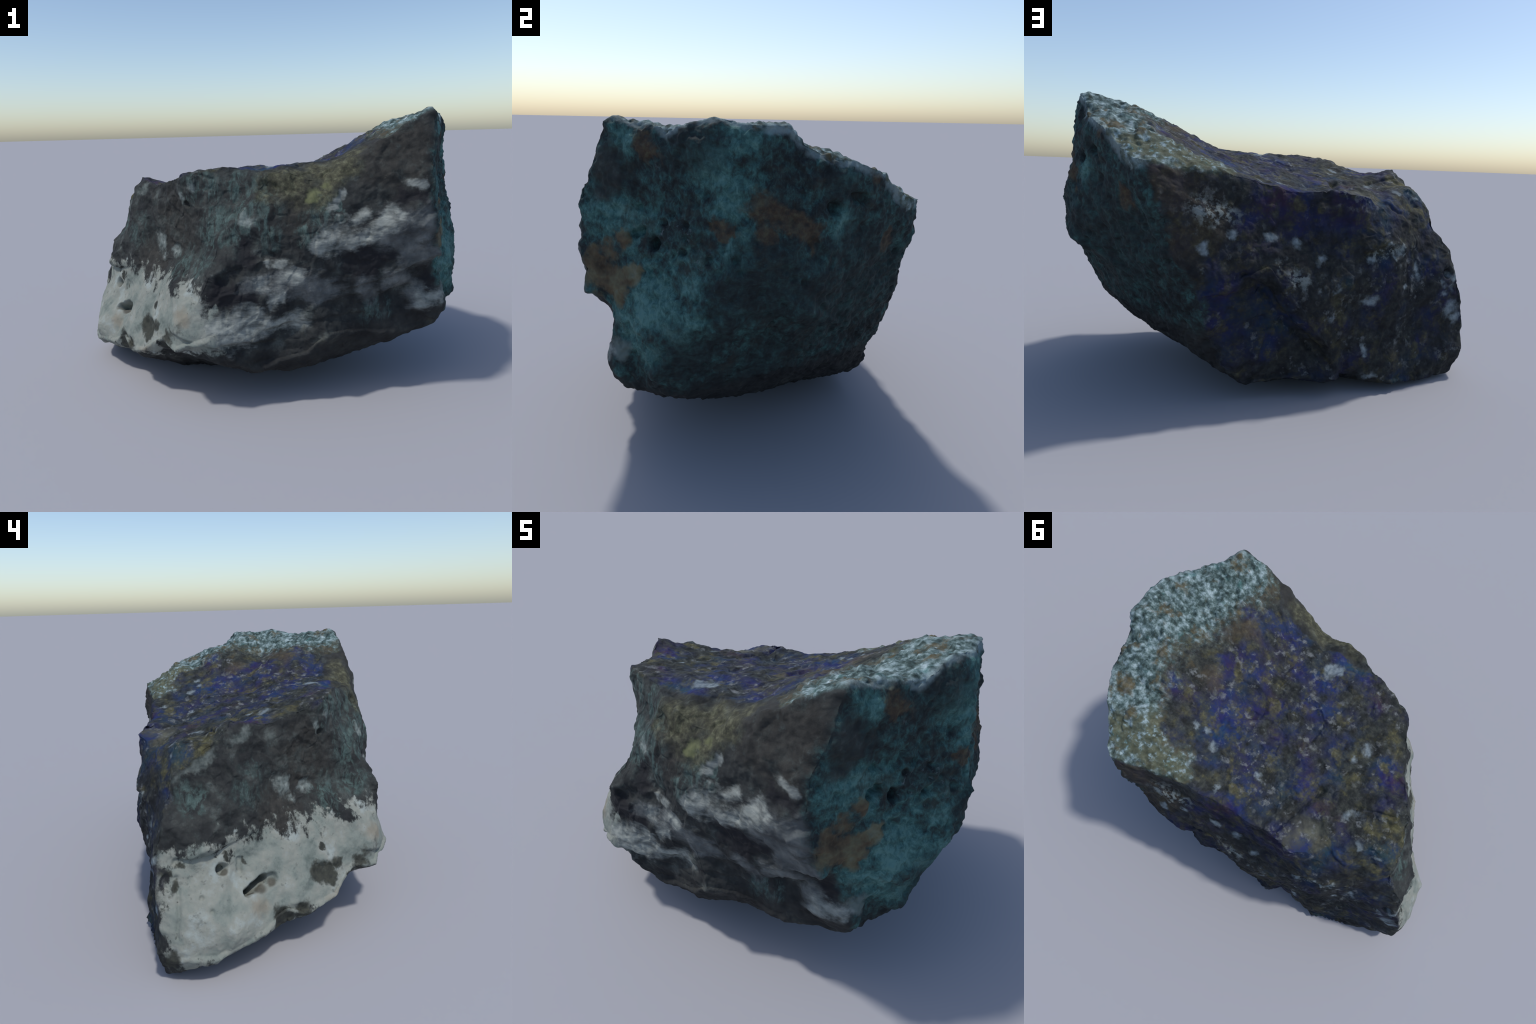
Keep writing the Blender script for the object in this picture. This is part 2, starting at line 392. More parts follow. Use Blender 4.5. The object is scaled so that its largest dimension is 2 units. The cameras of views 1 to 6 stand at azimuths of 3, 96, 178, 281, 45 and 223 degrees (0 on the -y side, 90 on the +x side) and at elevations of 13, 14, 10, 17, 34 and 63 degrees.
def coarse_relief(p, n):
    """Broad undulation and broken facets; the rough underside hangs a little lower."""
    white = smooth(regions(NumpyField(p))["white"], -.03, .03)
    bend = np.stack([fbm(p * 7 + s, 2) for s in (3.1, 41.7, 83.9)], 1) * .05
    big, _ = cells(p + bend, .17, .16)
    small, _ = cells(p + bend * .7, .06, .20)
    return -.008 + .021 * smooth(-n[:, 2], .1, .7) + .008 * fbm(p * 5, 3) + (1 - .6 * white) * .007 * fbm(p * 13, 2) + (1 - .7 * white) * (.6 * big + .7 * small)


def fine_relief(p, n):
    """Grain, crystal bumps, holes, cracks and ledges."""
    reg = regions(NumpyField(p))
    on_crust = smooth(reg["crust"] + .03 * perlin(p * 9), -.03, .03)
    on_white = smooth(reg["white"], -.03, .03)
    on_green = smooth(reg["green"], -.03, .03)
    d = (1 - .75 * on_white) * (.0045 * fbm(p * 26, 3) - .004 * np.abs(perlin(p * 18)))
    k = on_green > 0
    d[k] += on_green[k] * .006 * fbm(p[k] * (22, 34, 34), 3)
    _, r = cells(p[k], .045, 0)
    cluster = np.exp(-(((p[k] - (.88, -.16, .91)) / (.3, .12, .10)) ** 2).sum(1))
    pore = np.maximum(smooth(perlin(p[k] * 6 + 9), .0, .3), 1.7 * cluster)
    d[k] -= on_green[k] * .006 * np.abs(perlin(p[k] * (20, 30, 30) + 3)) * 2
    d[k] -= on_green[k] * pore * .012 * np.clip(1 - (r / .40) ** 2, 0, 1)
    k = on_crust > 0
    q = p[k]
    _, r = cells(q + .006 * np.stack([perlin(q * 40 + s) for s in (1., 7., 13.)], 1), .034, 0)
    bumps = np.clip(1 - (r / .62) ** 2, 0, 1)
    d[k] += on_crust[k] * .011 * (bumps - .35) * (.6 + .8 * smooth(perlin(q * 8 + 5), -.3, .3))
    k = on_white > 0
    d[k] += on_white[k] * (.004 * fbm(p[k] * 12, 3) + .0025 * fbm(p[k] * 34, 2))

    def close(line, reach):
        pts = np.array(line)
        return np.nonzero(((p > pts.min(0) - reach) & (p < pts.max(0) + reach)).all(1))[0]

    for a, b, radius, depth in HOLES:
        k = close((a, b), 3 * radius + .03)
        q = p[k]
        q = q + .30 * radius * np.stack([perlin(q * 45 + s) + perlin(q * 22 + s) for s in (5., 19., 37.)], 1)
        s = segment_distance(q, a, b, n[k])
        d[k] -= depth * np.exp(-(s / (1.25 * radius)) ** 4)
    for line, width, depth in CRACKS:
        k = close(line, 3 * width + .03)
        s = np.min([segment_distance(p[k], a, b, n[k]) for a, b in zip(line, line[1:])], 0)
        d[k] -= depth * np.exp(-((s + .004 * perlin(p[k] * 50)) / width) ** 2)
    for line, height, reach in STEPS:
        k = close(line, 3 * reach)
        q = p[k]
        pts = np.array(line)
        seg = np.stack([segment_distance(q, a, b) for a, b in zip(line, line[1:])])
        j = seg.argmin(0)
        a, ab = pts[j], pts[j + 1] - pts[j]
        side = np.cross(ab, n[k])
        side *= np.sign(side[:, 2:3]) / (np.linalg.norm(side, axis=1)[:, None] + 1e-9)
        across = ((q - a) * side).sum(1) + .008 * perlin(q * 16)
        along = ((q - pts[0]) @ (pts[-1] - pts[0])) / ((pts[-1] - pts[0]) ** 2).sum()
        inside = smooth(along, -.12, .08) * smooth(1 - along, -.12, .08)
        d[k] += height * np.tanh(across / .007) * np.exp(-(seg.min(0) / reach) ** 2) * inside
    return d


# ---------------------------------------------------------------- material
class Nodes:
    """Short names for the shader nodes that build the colours."""

    def __init__(self, tree):
        self.t = tree
        self.gate = None      # keeps the shader small: noise is only used once positions are known

    def node(self, kind, **props):
        n = self.t.nodes.new(kind)
        for k, v in props.items():
            setattr(n, k, v)
        return n

    def put(self, socket, value):
        if isinstance(value, bpy.types.NodeSocket):
            self.t.links.new(value, socket)
        else:
            socket.default_value = value

    def math(self, op, *args, clamp=False):
        n = self.node("ShaderNodeMath", operation=op, use_clamp=clamp)
        for s, v in zip(n.inputs, args):
            self.put(s, v)
        return n.outputs[0]

    def vec(self, op, *args):
        n = self.node("ShaderNodeVectorMath", operation=op)
        slots = [n.inputs[0], n.inputs[1], n.inputs[2]]
        for s, v in zip(slots, args):
            self.put(s, v)
        return n.outputs["Value"] if op in ("DISTANCE", "DOT_PRODUCT", "LENGTH") else n.outputs[0]

    def scaled(self, v, k):
        return self.vec("MULTIPLY", v, k if isinstance(k, tuple) else (k, k, k))

    def noise(self, v, scale, detail=4, rough=.55, colour=False, warp=0):
        n = self.node("ShaderNodeTexNoise", noise_dimensions="3D")
        self.put(n.inputs["Vector"], v)
        n.inputs["Scale"].default_value = scale
        n.inputs["Detail"].default_value = detail
        n.inputs["Roughness"].default_value = rough
        n.inputs["Distortion"].default_value = warp
        if colour or self.gate is None:
            return n.outputs[1 if colour else 0]
        return self.math("MULTIPLY_ADD", self.gate, 1e-7, n.outputs[0])

    def step(self, v, a, b, lo=0., hi=1.):
        n = self.node("ShaderNodeMapRange", interpolation_type="SMOOTHSTEP")
        self.put(n.inputs["Value"], v)
        flip = a > b
        n.inputs["From Min"].default_value = min(a, b)
        n.inputs["From Max"].default_value = max(a, b)
        n.inputs["To Min"].default_value = hi if flip else lo
        n.inputs["To Max"].default_value = lo if flip else hi
        return n.outputs[0]

    def mix(self, k, a, b, mode="MIX"):
        n = self.node("ShaderNodeMix", data_type="RGBA", blend_type=mode)
        self.put(n.inputs["Factor"], k)
        for s, v in ((n.inputs[6], a), (n.inputs[7], b)):
            self.put(s, (*v, 1) if isinstance(v, tuple) else v)
        return n.outputs[2]

    def ramp(self, v, *stops):
        n = self.node("ShaderNodeValToRGB")
        self.put(n.inputs[0], v)
        e = n.color_ramp.elements
        while len(e) < len(stops):
            e.new(.5)
        for el, (pos, col) in zip(e, stops):
            el.position = pos
            el.color = (*col, 1)
        return n.outputs[0]

    # masks ---------------------------------------------------------
    def spots(self, p, spots, fray, amount=.9, soft=.35):
        """Union of frayed round patches (x, y, z, radius)."""
        low = None
        for x, y, z, r in spots:
            d = self.math("MULTIPLY", self.vec("DISTANCE", p, (x, y, z)), 1 / r)
            low = d if low is None else self.math("MINIMUM", low, d)
        low = self.math("MULTIPLY_ADD", fray, amount, low)
        return self.step(low, 1 + soft, 1 - soft)

    def streaks(self, p, streaks, fray, amount=.9, soft=.35):
        """Union of frayed bands (start, end, radius)."""
        low = None
        for a, b, r in streaks:
            ab = tuple(q - s for q, s in zip(b, a))
            l2 = sum(q * q for q in ab)
            pa = self.vec("SUBTRACT", p, a)
            h = self.math("MULTIPLY", self.vec("DOT_PRODUCT", pa, ab), 1 / l2, clamp=True)
            n = self.node("ShaderNodeVectorMath", operation="SCALE")
            n.inputs[0].default_value = ab
            self.put(n.inputs["Scale"], h)
            d = self.math("MULTIPLY", self.vec("DISTANCE", pa, n.outputs[0]), 1 / r)
            low = d if low is None else self.math("MINIMUM", low, d)
        low = self.math("MULTIPLY_ADD", fray, amount, low)
        return self.step(low, 1 + soft, 1 - soft)

    def both(self, *masks):
        out = masks[0]
        for m in masks[1:]:
            out = self.math("MULTIPLY", out, m)
        return out


class NodeField:
    """The same boundaries, evaluated in shader nodes."""

    def __init__(self, g, p):
        self.g = g
        s = g.node("ShaderNodeSeparateXYZ")
        g.put(s.inputs[0], p)
        self.x, self.y, self.z = s.outputs

    def curve(self, v, pts):
        g = self.g
        (x0, _), (x1, _) = pts[0], pts[-1]
        lo, hi = min(y for _, y in pts), max(y for _, y in pts)
        m = g.node("ShaderNodeMapRange")
        g.put(m.inputs["Value"], v)
        m.inputs["From Min"].default_value, m.inputs["From Max"].default_value = x0, x1
        n = g.node("ShaderNodeFloatCurve")
        g.put(n.inputs["Value"], m.outputs[0])
        c = n.mapping.curves[0]
        while len(c.points) < len(pts):
            c.points.new(.5, .5)
        for q, (x, y) in zip(c.points, pts):
            q.location = ((x - x0) / (x1 - x0), (y - lo) / (hi - lo))
            q.handle_type = "VECTOR"
        n.mapping.update()
        return g.math("MULTIPLY_ADD", n.outputs[0], hi - lo, lo)

    def lin(self, c, *terms):
        out = c
        for k, v in terms:
            out = self.g.math("MULTIPLY_ADD", v, k, out)
        return out

    def minimum(self, a, b):
        return self.g.math("MINIMUM", a, b)


def rock_material():
    mat = bpy.data.materials.new("mineral_rock")
    mat.use_nodes = True
    tree = mat.node_tree
    g = Nodes(tree)
    bsdf = tree.nodes["Principled BSDF"]
    P = g.node("ShaderNodeTexCoord").outputs["Object"]

    def centred(n, k):
        return g.vec("MULTIPLY_ADD", n, (k, k, k), (-k / 2, -k / 2, -k / 2))

    wander = centred(g.noise(P, 7, 4, .6, colour=True), .16)
    Pw = g.vec("ADD", P, wander)                       # frayed position for patch edges
    f = NodeField(g, g.vec("ADD", P, centred(g.noise(P, 22, 4, .65, colour=True), .035)))
    reg = crisp = regions(f)
    g.gate = f.x
    n_mid = g.noise(P, 11, 8, .62)
    n_fine = g.noise(P, 38, 6, .65)
    fray = g.math("ADD", g.math("MULTIPLY_ADD", g.noise(P, 20, 6, .7), 2.2, -1.1),
                  g.math("MULTIPLY_ADD", n_mid, 1.6, -.8))

    # 1. dark matrix: charcoal with brown and black veils
    col = g.ramp(n_mid, (.30, (.009, .010, .011)), (.45, (.019, .021, .022)), (.58, (.033, .036, .035)), (.72, (.080, .094, .089)))
    brown = g.spots(Pw, [(.60, -.50, 1.12, .16), (.70, -.52, 1.16, .12), (.52, -.53, 1.08, .10), (-.42, -.36, .80, .16), (-.55, -.25, .62, .12), (.16, -.57, .92, .11)], fray, .6, .5)
    col = g.mix(g.both(brown, .75), col, g.ramp(n_fine, (.3, (.015, .015, .014)), (.7, (.046, .044, .039))))
    streak = g.noise(g.scaled(P, (30, 30, 11)), 1, 6, .7, warp=.6)
    teal = g.spots(Pw, [(-.19, -.54, .85, .10), (-.10, -.575, .83, .11), (-.03, -.575, .94, .11), (-.22, -.53, .80, .08), (-.28, -.47, 1.0, .09), (-.12, -.50, 1.0, .08),
                        (-.37, -.43, .64, .08), (-.28, -.55, .65, .08), (-.62, -.10, .74, .09), (-.80, .06, .74, .07), (.02, -.62, .79, .06), (.24, -.61, .82, .07), (.30, -.58, .90, .07), (.52, -.50, .43, .06)], fray, .8, .5)
    col = g.mix(g.both(teal, g.step(streak, .42, .62)), col, g.ramp(n_fine, (.3, (.026, .046, .044)), (.7, (.085, .128, .120))))
    haze = g.both(g.step(g.noise(P, 15, 7, .7), .50, .68), g.step(f.z, .52, .64), .42)
    col = g.mix(haze, col, g.ramp(n_fine, (.3, (.024, .031, .030)), (.55, (.062, .080, .077)), (.75, (.140, .162, .155))))
    crest = g.streaks(Pw, [((-.60, -.12, .99), (-.716, .005, .90), .022), ((-.716, .005, .90), (-.785, .13, .80), .018), ((-.66, -.02, .93), (-.60, -.12, .96), .03)], fray, .7, .5)
    col = g.mix(g.both(crest, .7), col, g.ramp(n_fine, (.3, (.055, .070, .066)), (.7, (.16, .185, .175))))
    black = g.spots(Pw, [(.47, -.60, .66, .08), (.40, -.60, .67, .07), (.55, -.58, .69, .05), (-.15, -.70, .56, .08), (-.08, -.70, .52, .06), (-.06, -.63, .73, .06), (.77, -.44, .54, .055), (.66, -.52, .94, .05), (.45, -.60, .74, .03)], fray, .6, .3)
    col = g.mix(g.both(black, .85), col, (.012, .012, .015))
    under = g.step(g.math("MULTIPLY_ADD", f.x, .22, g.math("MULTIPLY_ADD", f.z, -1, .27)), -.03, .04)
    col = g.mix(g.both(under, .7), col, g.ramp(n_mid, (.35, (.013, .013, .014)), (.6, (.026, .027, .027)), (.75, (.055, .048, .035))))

    # 2. olive facet below the front edge, with a bright sulphur spot
    olive = g.spots(Pw, [(.25, -.47, 1.05, .08), (.31, -.50, 1.04, .08), (.36, -.49, 1.08, .07), (.42, -.45, 1.11, .05), (.07, -.52, 1.045, .07), (.16, -.52, 1.05, .07), (.24, -.56, .97, .075), (.15, -.56, 1.0, .08), (.05, -.56, 1.0, .06)], fray, .5, .5)
    col = g.mix(g.both(olive, g.step(n_mid, .36, .56, .35, .9)), col, g.ramp(n_fine, (.30, (.022, .022, .015)), (.5, (.062, .062, .038)), (.70, (.140, .145, .090))))
    sulphur = g.spots(Pw, [(.236, -.566, .963, .024), (.215, -.56, .955, .018), (.29, -.53, 1.0, .016)], fray, .9, .7)
    col = g.mix(g.both(sulphur, .8), col, (.13, .14, .068))

    # 3. pale quartz bands across the dark front
    cloud = g.ramp(g.noise(g.scaled(P, (12, 24, 36)), 1, 6, .62, warp=.5), (.28, (.080, .090, .087)), (.45, (.170, .186, .176)), (.65, (.275, .295, .272)))
    band = g.math("ADD", g.math("MULTIPLY_ADD", g.noise(g.scaled(P, (9, 20, 30)), 1, 6, .68), 3.0, -1.5), g.math("MULTIPLY", fray, .35))
    grey = g.streaks(Pw, [((.58, -.55, .80), (.71, -.56, .83), .085), ((.64, -.55, .72), (.72, -.53, .70), .065), ((.10, -.62, .58), (.30, -.60, .53), .060),
                          ((.46, -.57, .55), (.50, -.55, .50), .050), ((.62, -.52, .56), (.70, -.48, .48), .065), ((-.05, -.67, .60), (.10, -.63, .60), .05), ((-.10, -.70, .33), (.0, -.68, .33), .04)], band, .7, .5)
    col = g.mix(g.both(grey, .8), col, g.ramp(n_mid, (.30, (.045, .050, .053)), (.50, (.105, .115, .117)), (.68, (.185, .195, .190))))
    pale = g.streaks(Pw, [((.36, -.61, .75), (.54, -.58, .82), .042), ((.25, -.62, .74), (.335, -.60, .83), .036), ((.39, -.59, .835), (.44, -.58, .87), .030),
                          ((-.32, -.70, .375), (-.02, -.69, .40), .072), ((-.02, -.68, .395), (.14, -.59, .405), .044), ((.0, -.65, .60), (.17, -.63, .60), .034),
                          ((.03, -.61, .68), (.11, -.62, .665), .022), ((.72, -.47, .46), (.83, -.42, .45), .034), ((.856, -.38, .47), (.85, -.36, .50), .034),
                          ((.35, -.56, .95), (.31, -.57, .93), .026), ((.66, -.54, 1.02), (.72, -.55, 1.0), .022), ((-.28, -.69, .42), (-.26, -.68, .50), .030),
                          ((.56, -.56, .865), (.62, -.56, .87), .022), ((.01, -.62, .50), (.08, -.62, .53), .030)], band, .75, .6)
    col = g.mix(pale, col, cloud)
    chips = g.spots(Pw, [(-.530, -.247, .703, .034), (-.500, -.270, .695, .024), (-.403, -.361, .678, .026), (-.430, -.34, .655, .022), (-.491, -.306, .638, .018), (-.06, -.585, .86, .03), (-.32, -.44, 1.01, .022), (-.37, -.39, .955, .02)], fray, .95, .7)
    col = g.mix(g.both(chips, .85), col, g.ramp(n_fine, (.3, (.10, .125, .12)), (.65, (.24, .275, .26))))

    # 4. off-white crust on the low end
    tips = g.math("MULTIPLY_ADD", g.noise(g.scaled(P, (22, 22, 12)), 1, 7, .72), .34, g.math("MULTIPLY_ADD", n_mid, .30, g.math("ADD", reg["white"], -.315)))
    white = g.step(tips, -.026, .026)
    hollow = g.spots(Pw, [(-.578, -.425, .325, .045), (-.555, -.47, .315, .040), (-.52, -.52, .34, .04), (-.735, -.29, .18, .055), (-.67, -.36, .18, .05), (-.99, .14, .10, .055), (-.95, .12, .41, .030), (-.90, .09, .47, .018), (-.785, -.057, .505, .018),
                          (-.746, -.12, .45, .015), (-.759, -.122, .399, .014), (-.518, -.442, .432, .016), (-.38, -.63, .37, .04), (-.42, -.60, .33, .04), (-.44, -.56, .25, .05), (-.93, .16, .46, .025), (-.98, .155, .33, .02)], fray, .5, .3)
    specks = g.math("MAXIMUM", g.step(g.noise(P, 44, 3, .5), .63, .72), g.step(g.noise(P, 13, 6, .7), .60, .70))
    chalk = g.ramp(g.noise(P, 9, 6, .6), (.30, (.095, .118, .108)), (.43, (.175, .200, .180)), (.56, (.220, .232, .205)), (.70, (.270, .310, .300)))
    chalk = g.mix(g.both(specks, .45), chalk, (.075, .085, .078))
    tan = g.spots(Pw, [(-.577, -.513, .225, .035), (-.36, -.66, .45, .035), (-.77, -.20, .26, .05)], fray, .5, .6)
    chalk = g.mix(g.both(tan, .5), chalk, (.21, .17, .12))
    col = g.mix(g.both(white, g.math("SUBTRACT", 1, hollow)), col, chalk)
    col = g.mix(g.both(hollow, white, .6), col, g.ramp(n_fine, (.3, (.022, .025, .022)), (.7, (.075, .078, .058))))

    cavity = g.spots(P, [(-.735, -.19, .332, .030), (-.765, -.155, .313, .016), (-.70, -.232, .342, .020), (-.797, -.054, .423, .018)], fray, .25, .3)  # hole mouths tinted dark brown to deepen the shadow inside them
    col = g.mix(g.both(cavity, .75), col, (.060, .052, .040))

    # 5. copper-green flank with rust patches
    thick = g.noise(P, 5.5, 7, .62)
    veil = g.spots(Pw, [(.885, -.24, .70, .14), (.93, -.12, .77, .10), (.83, -.42, .97, .11), (.83, -.33, .96, .10), (.96, -.13, .62, .09), (.87, -.33, .60, .12), (.90, .12, 1.27, .07), (.93, .0, 1.15, .10), (.92, .08, 1.08, .09), (.79, .41, .97, .06), (.84, -.38, 1.23, .08), (.78, .45, 1.15, .05), (.95, .08, .92, .06), (.90, -.22, .52, .08)], fray, .7, .7)
    fibre = g.noise(g.scaled(P, (30, 46, 30)), 1, 6, .7, warp=.8)
    amount = g.math("MULTIPLY_ADD", veil, .13, g.math("MULTIPLY_ADD", fibre, .38, g.math("MULTIPLY_ADD", g.noise(P, 17, 7, .68), .45, g.math("MULTIPLY", thick, .22))))
    green = g.ramp(amount, (.44, (.011, .013, .014)), (.51, (.019, .028, .030)), (.565, (.027, .056, .056)), (.63, (.042, .108, .104)), (.72, (.092, .195, .185)))
    green = g.mix(g.both(g.step(g.noise(P, 8, 6, .7), .52, .68), .6), green, g.ramp(n_fine, (.3, (.014, .013, .012)), (.7, (.050, .046, .036))))
    shade = g.spots(Pw, [(.96, .16, .78, .16), (.98, .06, .70, .09), (.95, -.10, .50, .12), (.85, .40, .70, .16), (.70, .45, .60, .20), (.90, -.10, 1.25, .09), (.93, -.04, 1.22, .07), (.84, -.40, 1.12, .09), (.77, .48, .90, .10), (.78, .42, 1.1, .07), (.55, .60, .75, .14), (.70, .1, .38, .15)], fray, .7, .7)
    dull = g.ramp(g.noise(g.scaled(P, (16, 18, 40)), 1, 8, .75), (.36, (.010, .012, .014)), (.50, (.018, .027, .029)), (.62, (.027, .055, .055)), (.76, (.070, .100, .096)))
    green = g.mix(g.both(shade, .62), green, dull)
    veins = g.step(g.noise(P, 30, 5, .7, warp=1.2), .58, .68)
    lump = g.spots(Pw, [(.88, -.18, .95, .09), (.91, -.12, .90, .09), (.84, -.27, .92, .06), (.93, -.06, .86, .07), (.855, -.22, 1.16, .03)], fray, .6, .6)
    green = g.mix(g.both(lump, veins, .8), green, (.10, .13, .14))
    rust = g.spots(Pw, [(.863, -.42, .84, .082), (.850, -.37, .88, .060), (.858, -.42, .76, .090), (.859, -.33, .79, .056), (.855, -.39, .71, .066), (.84, -.46, .72, .07), (.82, -.49, .78, .07)], fray, .35, .2)
    green = g.mix(rust, green, g.ramp(n_mid, (.32, (.040, .030, .021)), (.45, (.092, .070, .044)), (.56, (.118, .110, .068)), (.7, (.150, .165, .125))))
    stain = g.spots(Pw, [(.909, .166, 1.036, .060), (.904, .22, 1.016, .060), (.932, .18, .957, .055), (.873, .316, .95, .055), (.861, .343, .918, .045), (.941, .01, .982, .030), (.945, .04, .963, .030), (.893, .265, .995, .045), (.848, -.265, 1.225, .045), (.855, -.224, 1.193, .040), (.92, .02, 1.0, .03), (.55, .60, .87, .05), (.66, .54, 1.12, .04)], fray, .6, .3)
    green = g.mix(g.both(stain, .8), green, g.ramp(n_fine, (.3, (.024, .021, .018)), (.5, (.066, .044, .028)), (.7, (.095, .085, .050))))
    pebble = g.spots(Pw, [(.855, -.372, .475, .042), (.85, -.35, .51, .03)], fray, .5, .5)
    green = g.mix(pebble, green, (.115, .145, .135))
    on_green = g.step(g.math("MULTIPLY_ADD", g.math("ADD", n_mid, -.5), .10, reg["green"]), -.022, .028)
    on_green = g.both(on_green, g.step(f.z, .30, .40))
    strip = g.spots(Pw, [(.79, -.43, 1.22, .045), (.80, -.42, 1.17, .055), (.80, -.42, 1.12, .060), (.80, -.42, 1.07, .055)], fray, .6, .5)
    col = g.mix(g.both(on_green, g.math("MULTIPLY_ADD", strip, -.8, 1)), col, green)

    # 6. tarnished top and back: black, indigo, azure, purple, olive and pale flecks
    grain = g.noise(P, 26, 7, .68)
    tarnish = g.ramp(grain, (.32, (.008, .009, .010)), (.48, (.019, .022, .021)), (.62, (.041, .046, .039)), (.76, (.095, .100, .078)))
    blue = g.math("ADD", g.noise(P, 6.5, 5, .6), g.math("MULTIPLY", g.spots(Pw, [
        (.31, -.24, 1.10, .10), (.32, -.08, 1.10, .08), (-.03, -.40, 1.07, .10), (.0, -.28, 1.05, .10), (.34, .10, 1.10, .11), (.16, .15, 1.0, .13), (.35, .21, 1.10, .10), (-.02, .25, .95, .12), (-.15, .18, .96, .10),
        (-.50, -.15, .99, .06), (-.52, .29, .85, .07), (-.72, .15, .88, .06), (-.77, .19, .79, .05), (-.05, .53, .85, .12), (-.41, .43, .83, .10), (-.33, .46, .77, .10), (-.52, .40, .56, .10), (-.81, .27, .37, .10), (.12, .56, .45, .16), (.1, .0, 1.0, .12)], fray, .5, .8), .14))
    hue = g.noise(P, 4.2, 4, .6)
    tint = g.ramp(hue, (.32, (.040, .018, .046)), (.40, (.020, .017, .080)), (.48, (.012, .020, .098)), (.57, (.010, .033, .094)), (.68, (.015, .052, .068)))
    tarnish = g.mix(g.both(g.step(blue, .44, .66), g.step(g.math("MULTIPLY_ADD", grain, .6, g.math("MULTIPLY", n_mid, .4)), .62, .44), .95), tarnish, tint)
    ochre = g.math("ADD", g.noise(P, 12.5, 7, .66), g.math("MULTIPLY", g.spots(Pw, [
        (.24, -.23, 1.07, .035), (.05, .34, .96, .035), (.24, .16, 1.03, .035), (-.02, .41, .94, .035), (-.36, .0, .95, .04), (-.45, -.14, .99, .03), (-.65, .02, .96, .05), (-.70, .05, .93, .05), (.14, -.02, 1.02, .03), (.38, .0, 1.12, .03), (.34, .03, 1.10, .03),
        (-.36, .44, .70, .035), (-.48, .42, .66, .05), (-.60, .35, .68, .05), (.25, .65, .77, .06), (.23, .62, .91, .03), (-.31, .48, .44, .05), (-.29, .47, .29, .05), (-.72, .31, .20, .04), (-.67, .28, .76, .035), (-.13, .50, .855, .03), (-.45, .30, .88, .05), (-.60, .10, .94, .04)], fray, .6, .6), .16))
    tarnish = g.mix(g.both(g.step(ochre, .50, .70), .8), tarnish, g.ramp(n_fine, (.3, (.026, .025, .015)), (.5, (.070, .066, .030)), (.7, (.140, .134, .064))))
    slate = g.spots(Pw, [(-.37, .37, .925, .06), (-.41, .30, .915, .06), (-.34, .30, .94, .06), (-.45, .31, .885, .045)], fray, .6, .5)
    tarnish = g.mix(g.both(slate, .8), tarnish, g.ramp(n_mid, (.35, (.035, .036, .032)), (.55, (.070, .072, .060)), (.7, (.12, .125, .095))))
    umber = g.spots(Pw, [(.42, .71, .96, .09), (.36, .68, .90, .10), (.24, .63, .80, .10), (.49, -.10, 1.18, .06), (.46, -.14, 1.175, .06), (.42, .15, 1.12, .06), (.56, -.38, 1.21, .06), (.34, .67, .72, .08)], fray, .7, .6)
    tarnish = g.mix(g.both(umber, .65), tarnish, g.ramp(n_fine, (.3, (.028, .024, .018)), (.55, (.070, .055, .034)), (.75, (.13, .115, .07))))
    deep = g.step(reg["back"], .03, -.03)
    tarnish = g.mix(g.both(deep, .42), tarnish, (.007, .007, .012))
    where = g.step(g.noise(P, 5, 3, .5), .42, .60, .15, 1)
    flecks = g.both(g.step(g.noise(P, 29, 4, .6), .53, .68), where)
    tarnish = g.mix(g.both(flecks, g.math("MULTIPLY_ADD", deep, -.25, .70)), tarnish, g.ramp(n_fine, (.35, (.075, .085, .085)), (.65, (.22, .235, .24))))
    patches = g.spots(Pw, [
        (-.016, .532, .722, .022), (-.106, .52, .713, .020), (-.231, .482, .629, .022), (-.132, .516, .605, .012), (-.235, .496, .527, .022), (-.309, .478, .52, .018), (-.449, .438, .611, .020), (-.526, .397, .68, .018), (-.60, .36, .659, .024), (-.577, .375, .609, .012),
        (-.685, .279, .55, .018), (-.688, .277, .52, .016), (-.625, .335, .49, .016), (-.456, .425, .46, .028), (-.27, .489, .386, .016), (-.691, .316, .322, .016), (-.446, .412, .207, .016), (-.45, .41, .18, .012), (-.50, .388, .07, .022), (-.895, .213, .482, .024),
        (-.915, .223, .358, .042), (-.94, .20, .31, .030), (-.85, .246, .432, .022), (-.84, .23, .50, .018), (.277, .641, .836, .018), (.356, .694, .80, .016), (.135, .60, .747, .018), (.251, .653, .70, .020), (.245, .653, .615, .014), (.136, .601, .732, .014), (-.90, .20, .53, .02),
        (.067, -.331, 1.068, .026), (.045, -.35, 1.068, .018), (-.339, -.158, .988, .026), (-.306, -.08, .969, .018), (.186, .337, 1.007, .018), (.288, .342, 1.052, .015), (.244, .321, 1.034, .014), (-.485, .113, .926, .022), (-.354, -.15, .985, .018), (-.606, .192, .90, .018), (.044, .469, .96, .012), (-.043, .287, .931, .014), (-.70, .17, .87, .015)], fray, 1.0, .75)
    tarnish = g.mix(g.both(patches, .85), tarnish, g.ramp(n_fine, (.3, (.10, .13, .15)), (.65, (.25, .30, .32))))
    froth = g.streaks(Pw, [((-.03, .535, .63), (-.07, .53, .53), .030), ((-.09, .53, .57), (-.16, .51, .56), .035), ((-.48, .42, .63), (-.60, .36, .65), .030), ((.16, .61, .83), (.26, .64, .85), .05)], fray, .8, .5)
    tarnish = g.mix(g.both(froth, g.step(n_fine, .46, .58), .8), tarnish, (.19, .22, .215))
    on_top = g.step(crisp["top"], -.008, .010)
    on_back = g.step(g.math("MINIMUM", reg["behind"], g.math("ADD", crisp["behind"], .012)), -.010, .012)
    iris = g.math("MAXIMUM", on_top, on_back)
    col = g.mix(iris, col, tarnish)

    # 7. pale granular crust on the raised part of the top, olive towards its rear edge
    bead = g.noise(P, 33, 5, .62)
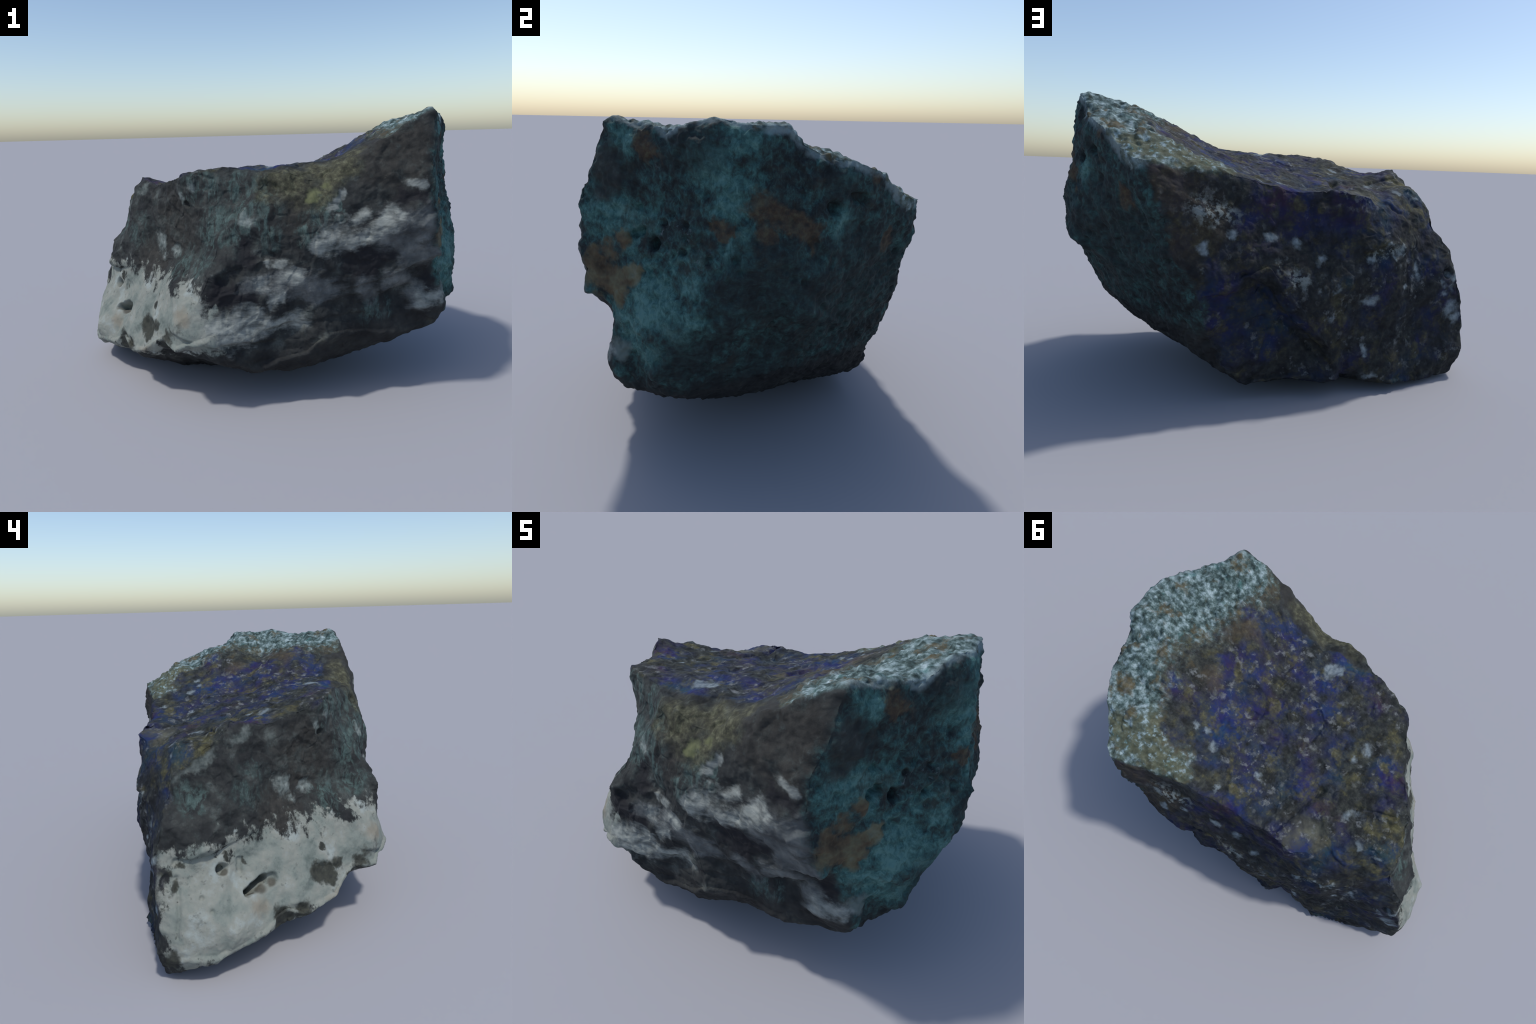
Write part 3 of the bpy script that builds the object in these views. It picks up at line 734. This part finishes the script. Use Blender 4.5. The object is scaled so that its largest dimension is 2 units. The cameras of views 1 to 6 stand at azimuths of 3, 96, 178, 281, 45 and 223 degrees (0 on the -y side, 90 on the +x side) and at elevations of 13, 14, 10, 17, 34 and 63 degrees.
    crust = g.ramp(bead, (.33, (.018, .030, .029)), (.44, (.046, .075, .073)), (.53, (.110, .160, .160)), (.61, (.210, .280, .292)), (.73, (.350, .430, .455)))
    dirt = g.noise(P, 10, 5, .62)
    crust = g.mix(g.both(g.step(dirt, .53, .66), .8), crust, g.ramp(n_fine, (.3, (.030, .027, .016)), (.6, (.105, .078, .034)), (.75, (.15, .15, .10))))
    crust = g.mix(g.both(g.step(dirt, .42, .30), .55), crust, (.040, .150, .145))
    verd = g.spots(Pw, [(.43, .61, 1.065, .10), (.33, .58, 1.035, .09), (.28, .55, 1.02, .08), (.20, .53, 1.0, .06), (.53, .62, 1.08, .08), (.60, .58, 1.09, .04), (.40, .50, 1.08, .08)], fray, .7, .6)
    crust = g.mix(g.both(verd, g.step(bead, .62, .50), .85), crust, g.ramp(n_fine, (.3, (.045, .050, .032)), (.55, (.098, .104, .064)), (.75, (.18, .20, .155))))
    edge = g.math("MULTIPLY_ADD", g.math("ADD", g.noise(P, 20, 5, .7), -.5), .34, crisp["crust_line"])
    edge = g.math("MULTIPLY_ADD", g.math("ADD", g.noise(P, 5, 3, .5), -.5), .16, edge)
    behind_crust = g.streaks(Pw, [((.20, .525, .995), (.40, .56, 1.06), .07)], fray, .4, .4)
    on_crust = g.math("MAXIMUM", g.step(edge, -.045, .085), g.both(behind_crust, on_top))
    fade = g.both(on_crust, g.math("SUBTRACT", 1, on_crust), g.step(n_fine, .36, .60), 3.2)
    crust = g.mix(fade, crust, (.075, .060, .030))
    col = g.mix(g.both(on_crust, g.step(crisp["top"], -.016, .004)), col, crust)
    rim = g.both(g.step(g.math("ABSOLUTE", g.math("ADD", crisp["right"], .006)), .022, .006), g.step(f.x, .40, .52), g.step(f.z, .97, 1.02), g.step(f.y, -.42, -.39), g.step(n_mid, .38, .62))
    col = g.mix(g.both(rim, .6), col, (.24, .31, .325))

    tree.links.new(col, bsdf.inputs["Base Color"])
    bsdf.inputs["Roughness"].default_value = .82
    bsdf.inputs["Specular IOR Level"].default_value = .22
    bump = g.node("ShaderNodeBump")
    bump.inputs["Strength"].default_value = .45
    bump.inputs["Distance"].default_value = .006
    g.put(bump.inputs["Height"], g.noise(P, 60, 6, .65))
    tree.links.new(bump.outputs[0], bsdf.inputs["Normal"])
    return mat


# ---------------------------------------------------------------- build
BOX = np.array([(-1.0, -0.728, 0.0), (1.0, 0.728, 1.32)])


def build():
    sphere, faces, edges = icosphere(8)
    n = len(sphere) - len(edges[0])                    # the vertices of the next coarser sphere
    coarse = CENTRE + sphere[:n] * stone_radius(sphere[:n])[:, None]

    def refine(v):
        return np.concatenate([v, (v[edges[0]] + v[edges[1]]) / 2])

    base = refine(coarse)
    slope = vertex_normals(base, faces)
    lift = refine(coarse_relief(coarse, slope[:n]))
    verts = base + slope * (lift + fine_relief(base, slope))[:, None]
    lo, hi = verts.min(0), verts.max(0)
    verts = BOX[0] + (verts - lo) / (hi - lo) * (BOX[1] - BOX[0])
    normals = vertex_normals(verts, faces)

    # every face goes to the kind of surface that its middle lies in
    mid = base[faces].mean(1)
    mid = mid + .012 * np.stack([perlin(mid * 14 + s) for s in (2., 11., 23.)], 1)
    reg = regions(NumpyField(mid))
    kind = np.zeros(len(faces), int)
    kind[reg["white"] > 0] = 1
    kind[(reg["green"] > 0) & (mid[:, 2] > .34)] = 2
    kind[(reg["top"] > 0) | (reg["behind"] > 0)] = 3
    kind[reg["crust"] > 0] = 4
    parts = ["dark_matrix", "quartz_crust", "copper_green_face", "tarnished_face", "granular_crust"]

    rock = bpy.data.objects.new("mineral_rock", None)
    bpy.context.scene.collection.objects.link(rock)
    rock["label"] = "jagged block of tarnished copper ore with a white quartz end"
    rock["category"] = "mineral rock"
    mat = rock_material()
    for i, name in enumerate(parts):
        sub = faces[kind == i]
        used, idx = np.unique(sub, return_inverse=True)
        mesh = bpy.data.meshes.new(name)
        mesh.from_pydata(verts[used].tolist(), [], idx.reshape(-1, 3).tolist())
        mesh.shade_smooth()
        mesh.normals_split_custom_set_from_vertices(normals[used].tolist())
        mesh.materials.append(mat)
        part = bpy.data.objects.new(name, mesh)
        bpy.context.scene.collection.objects.link(part)
        part.parent = rock


build()
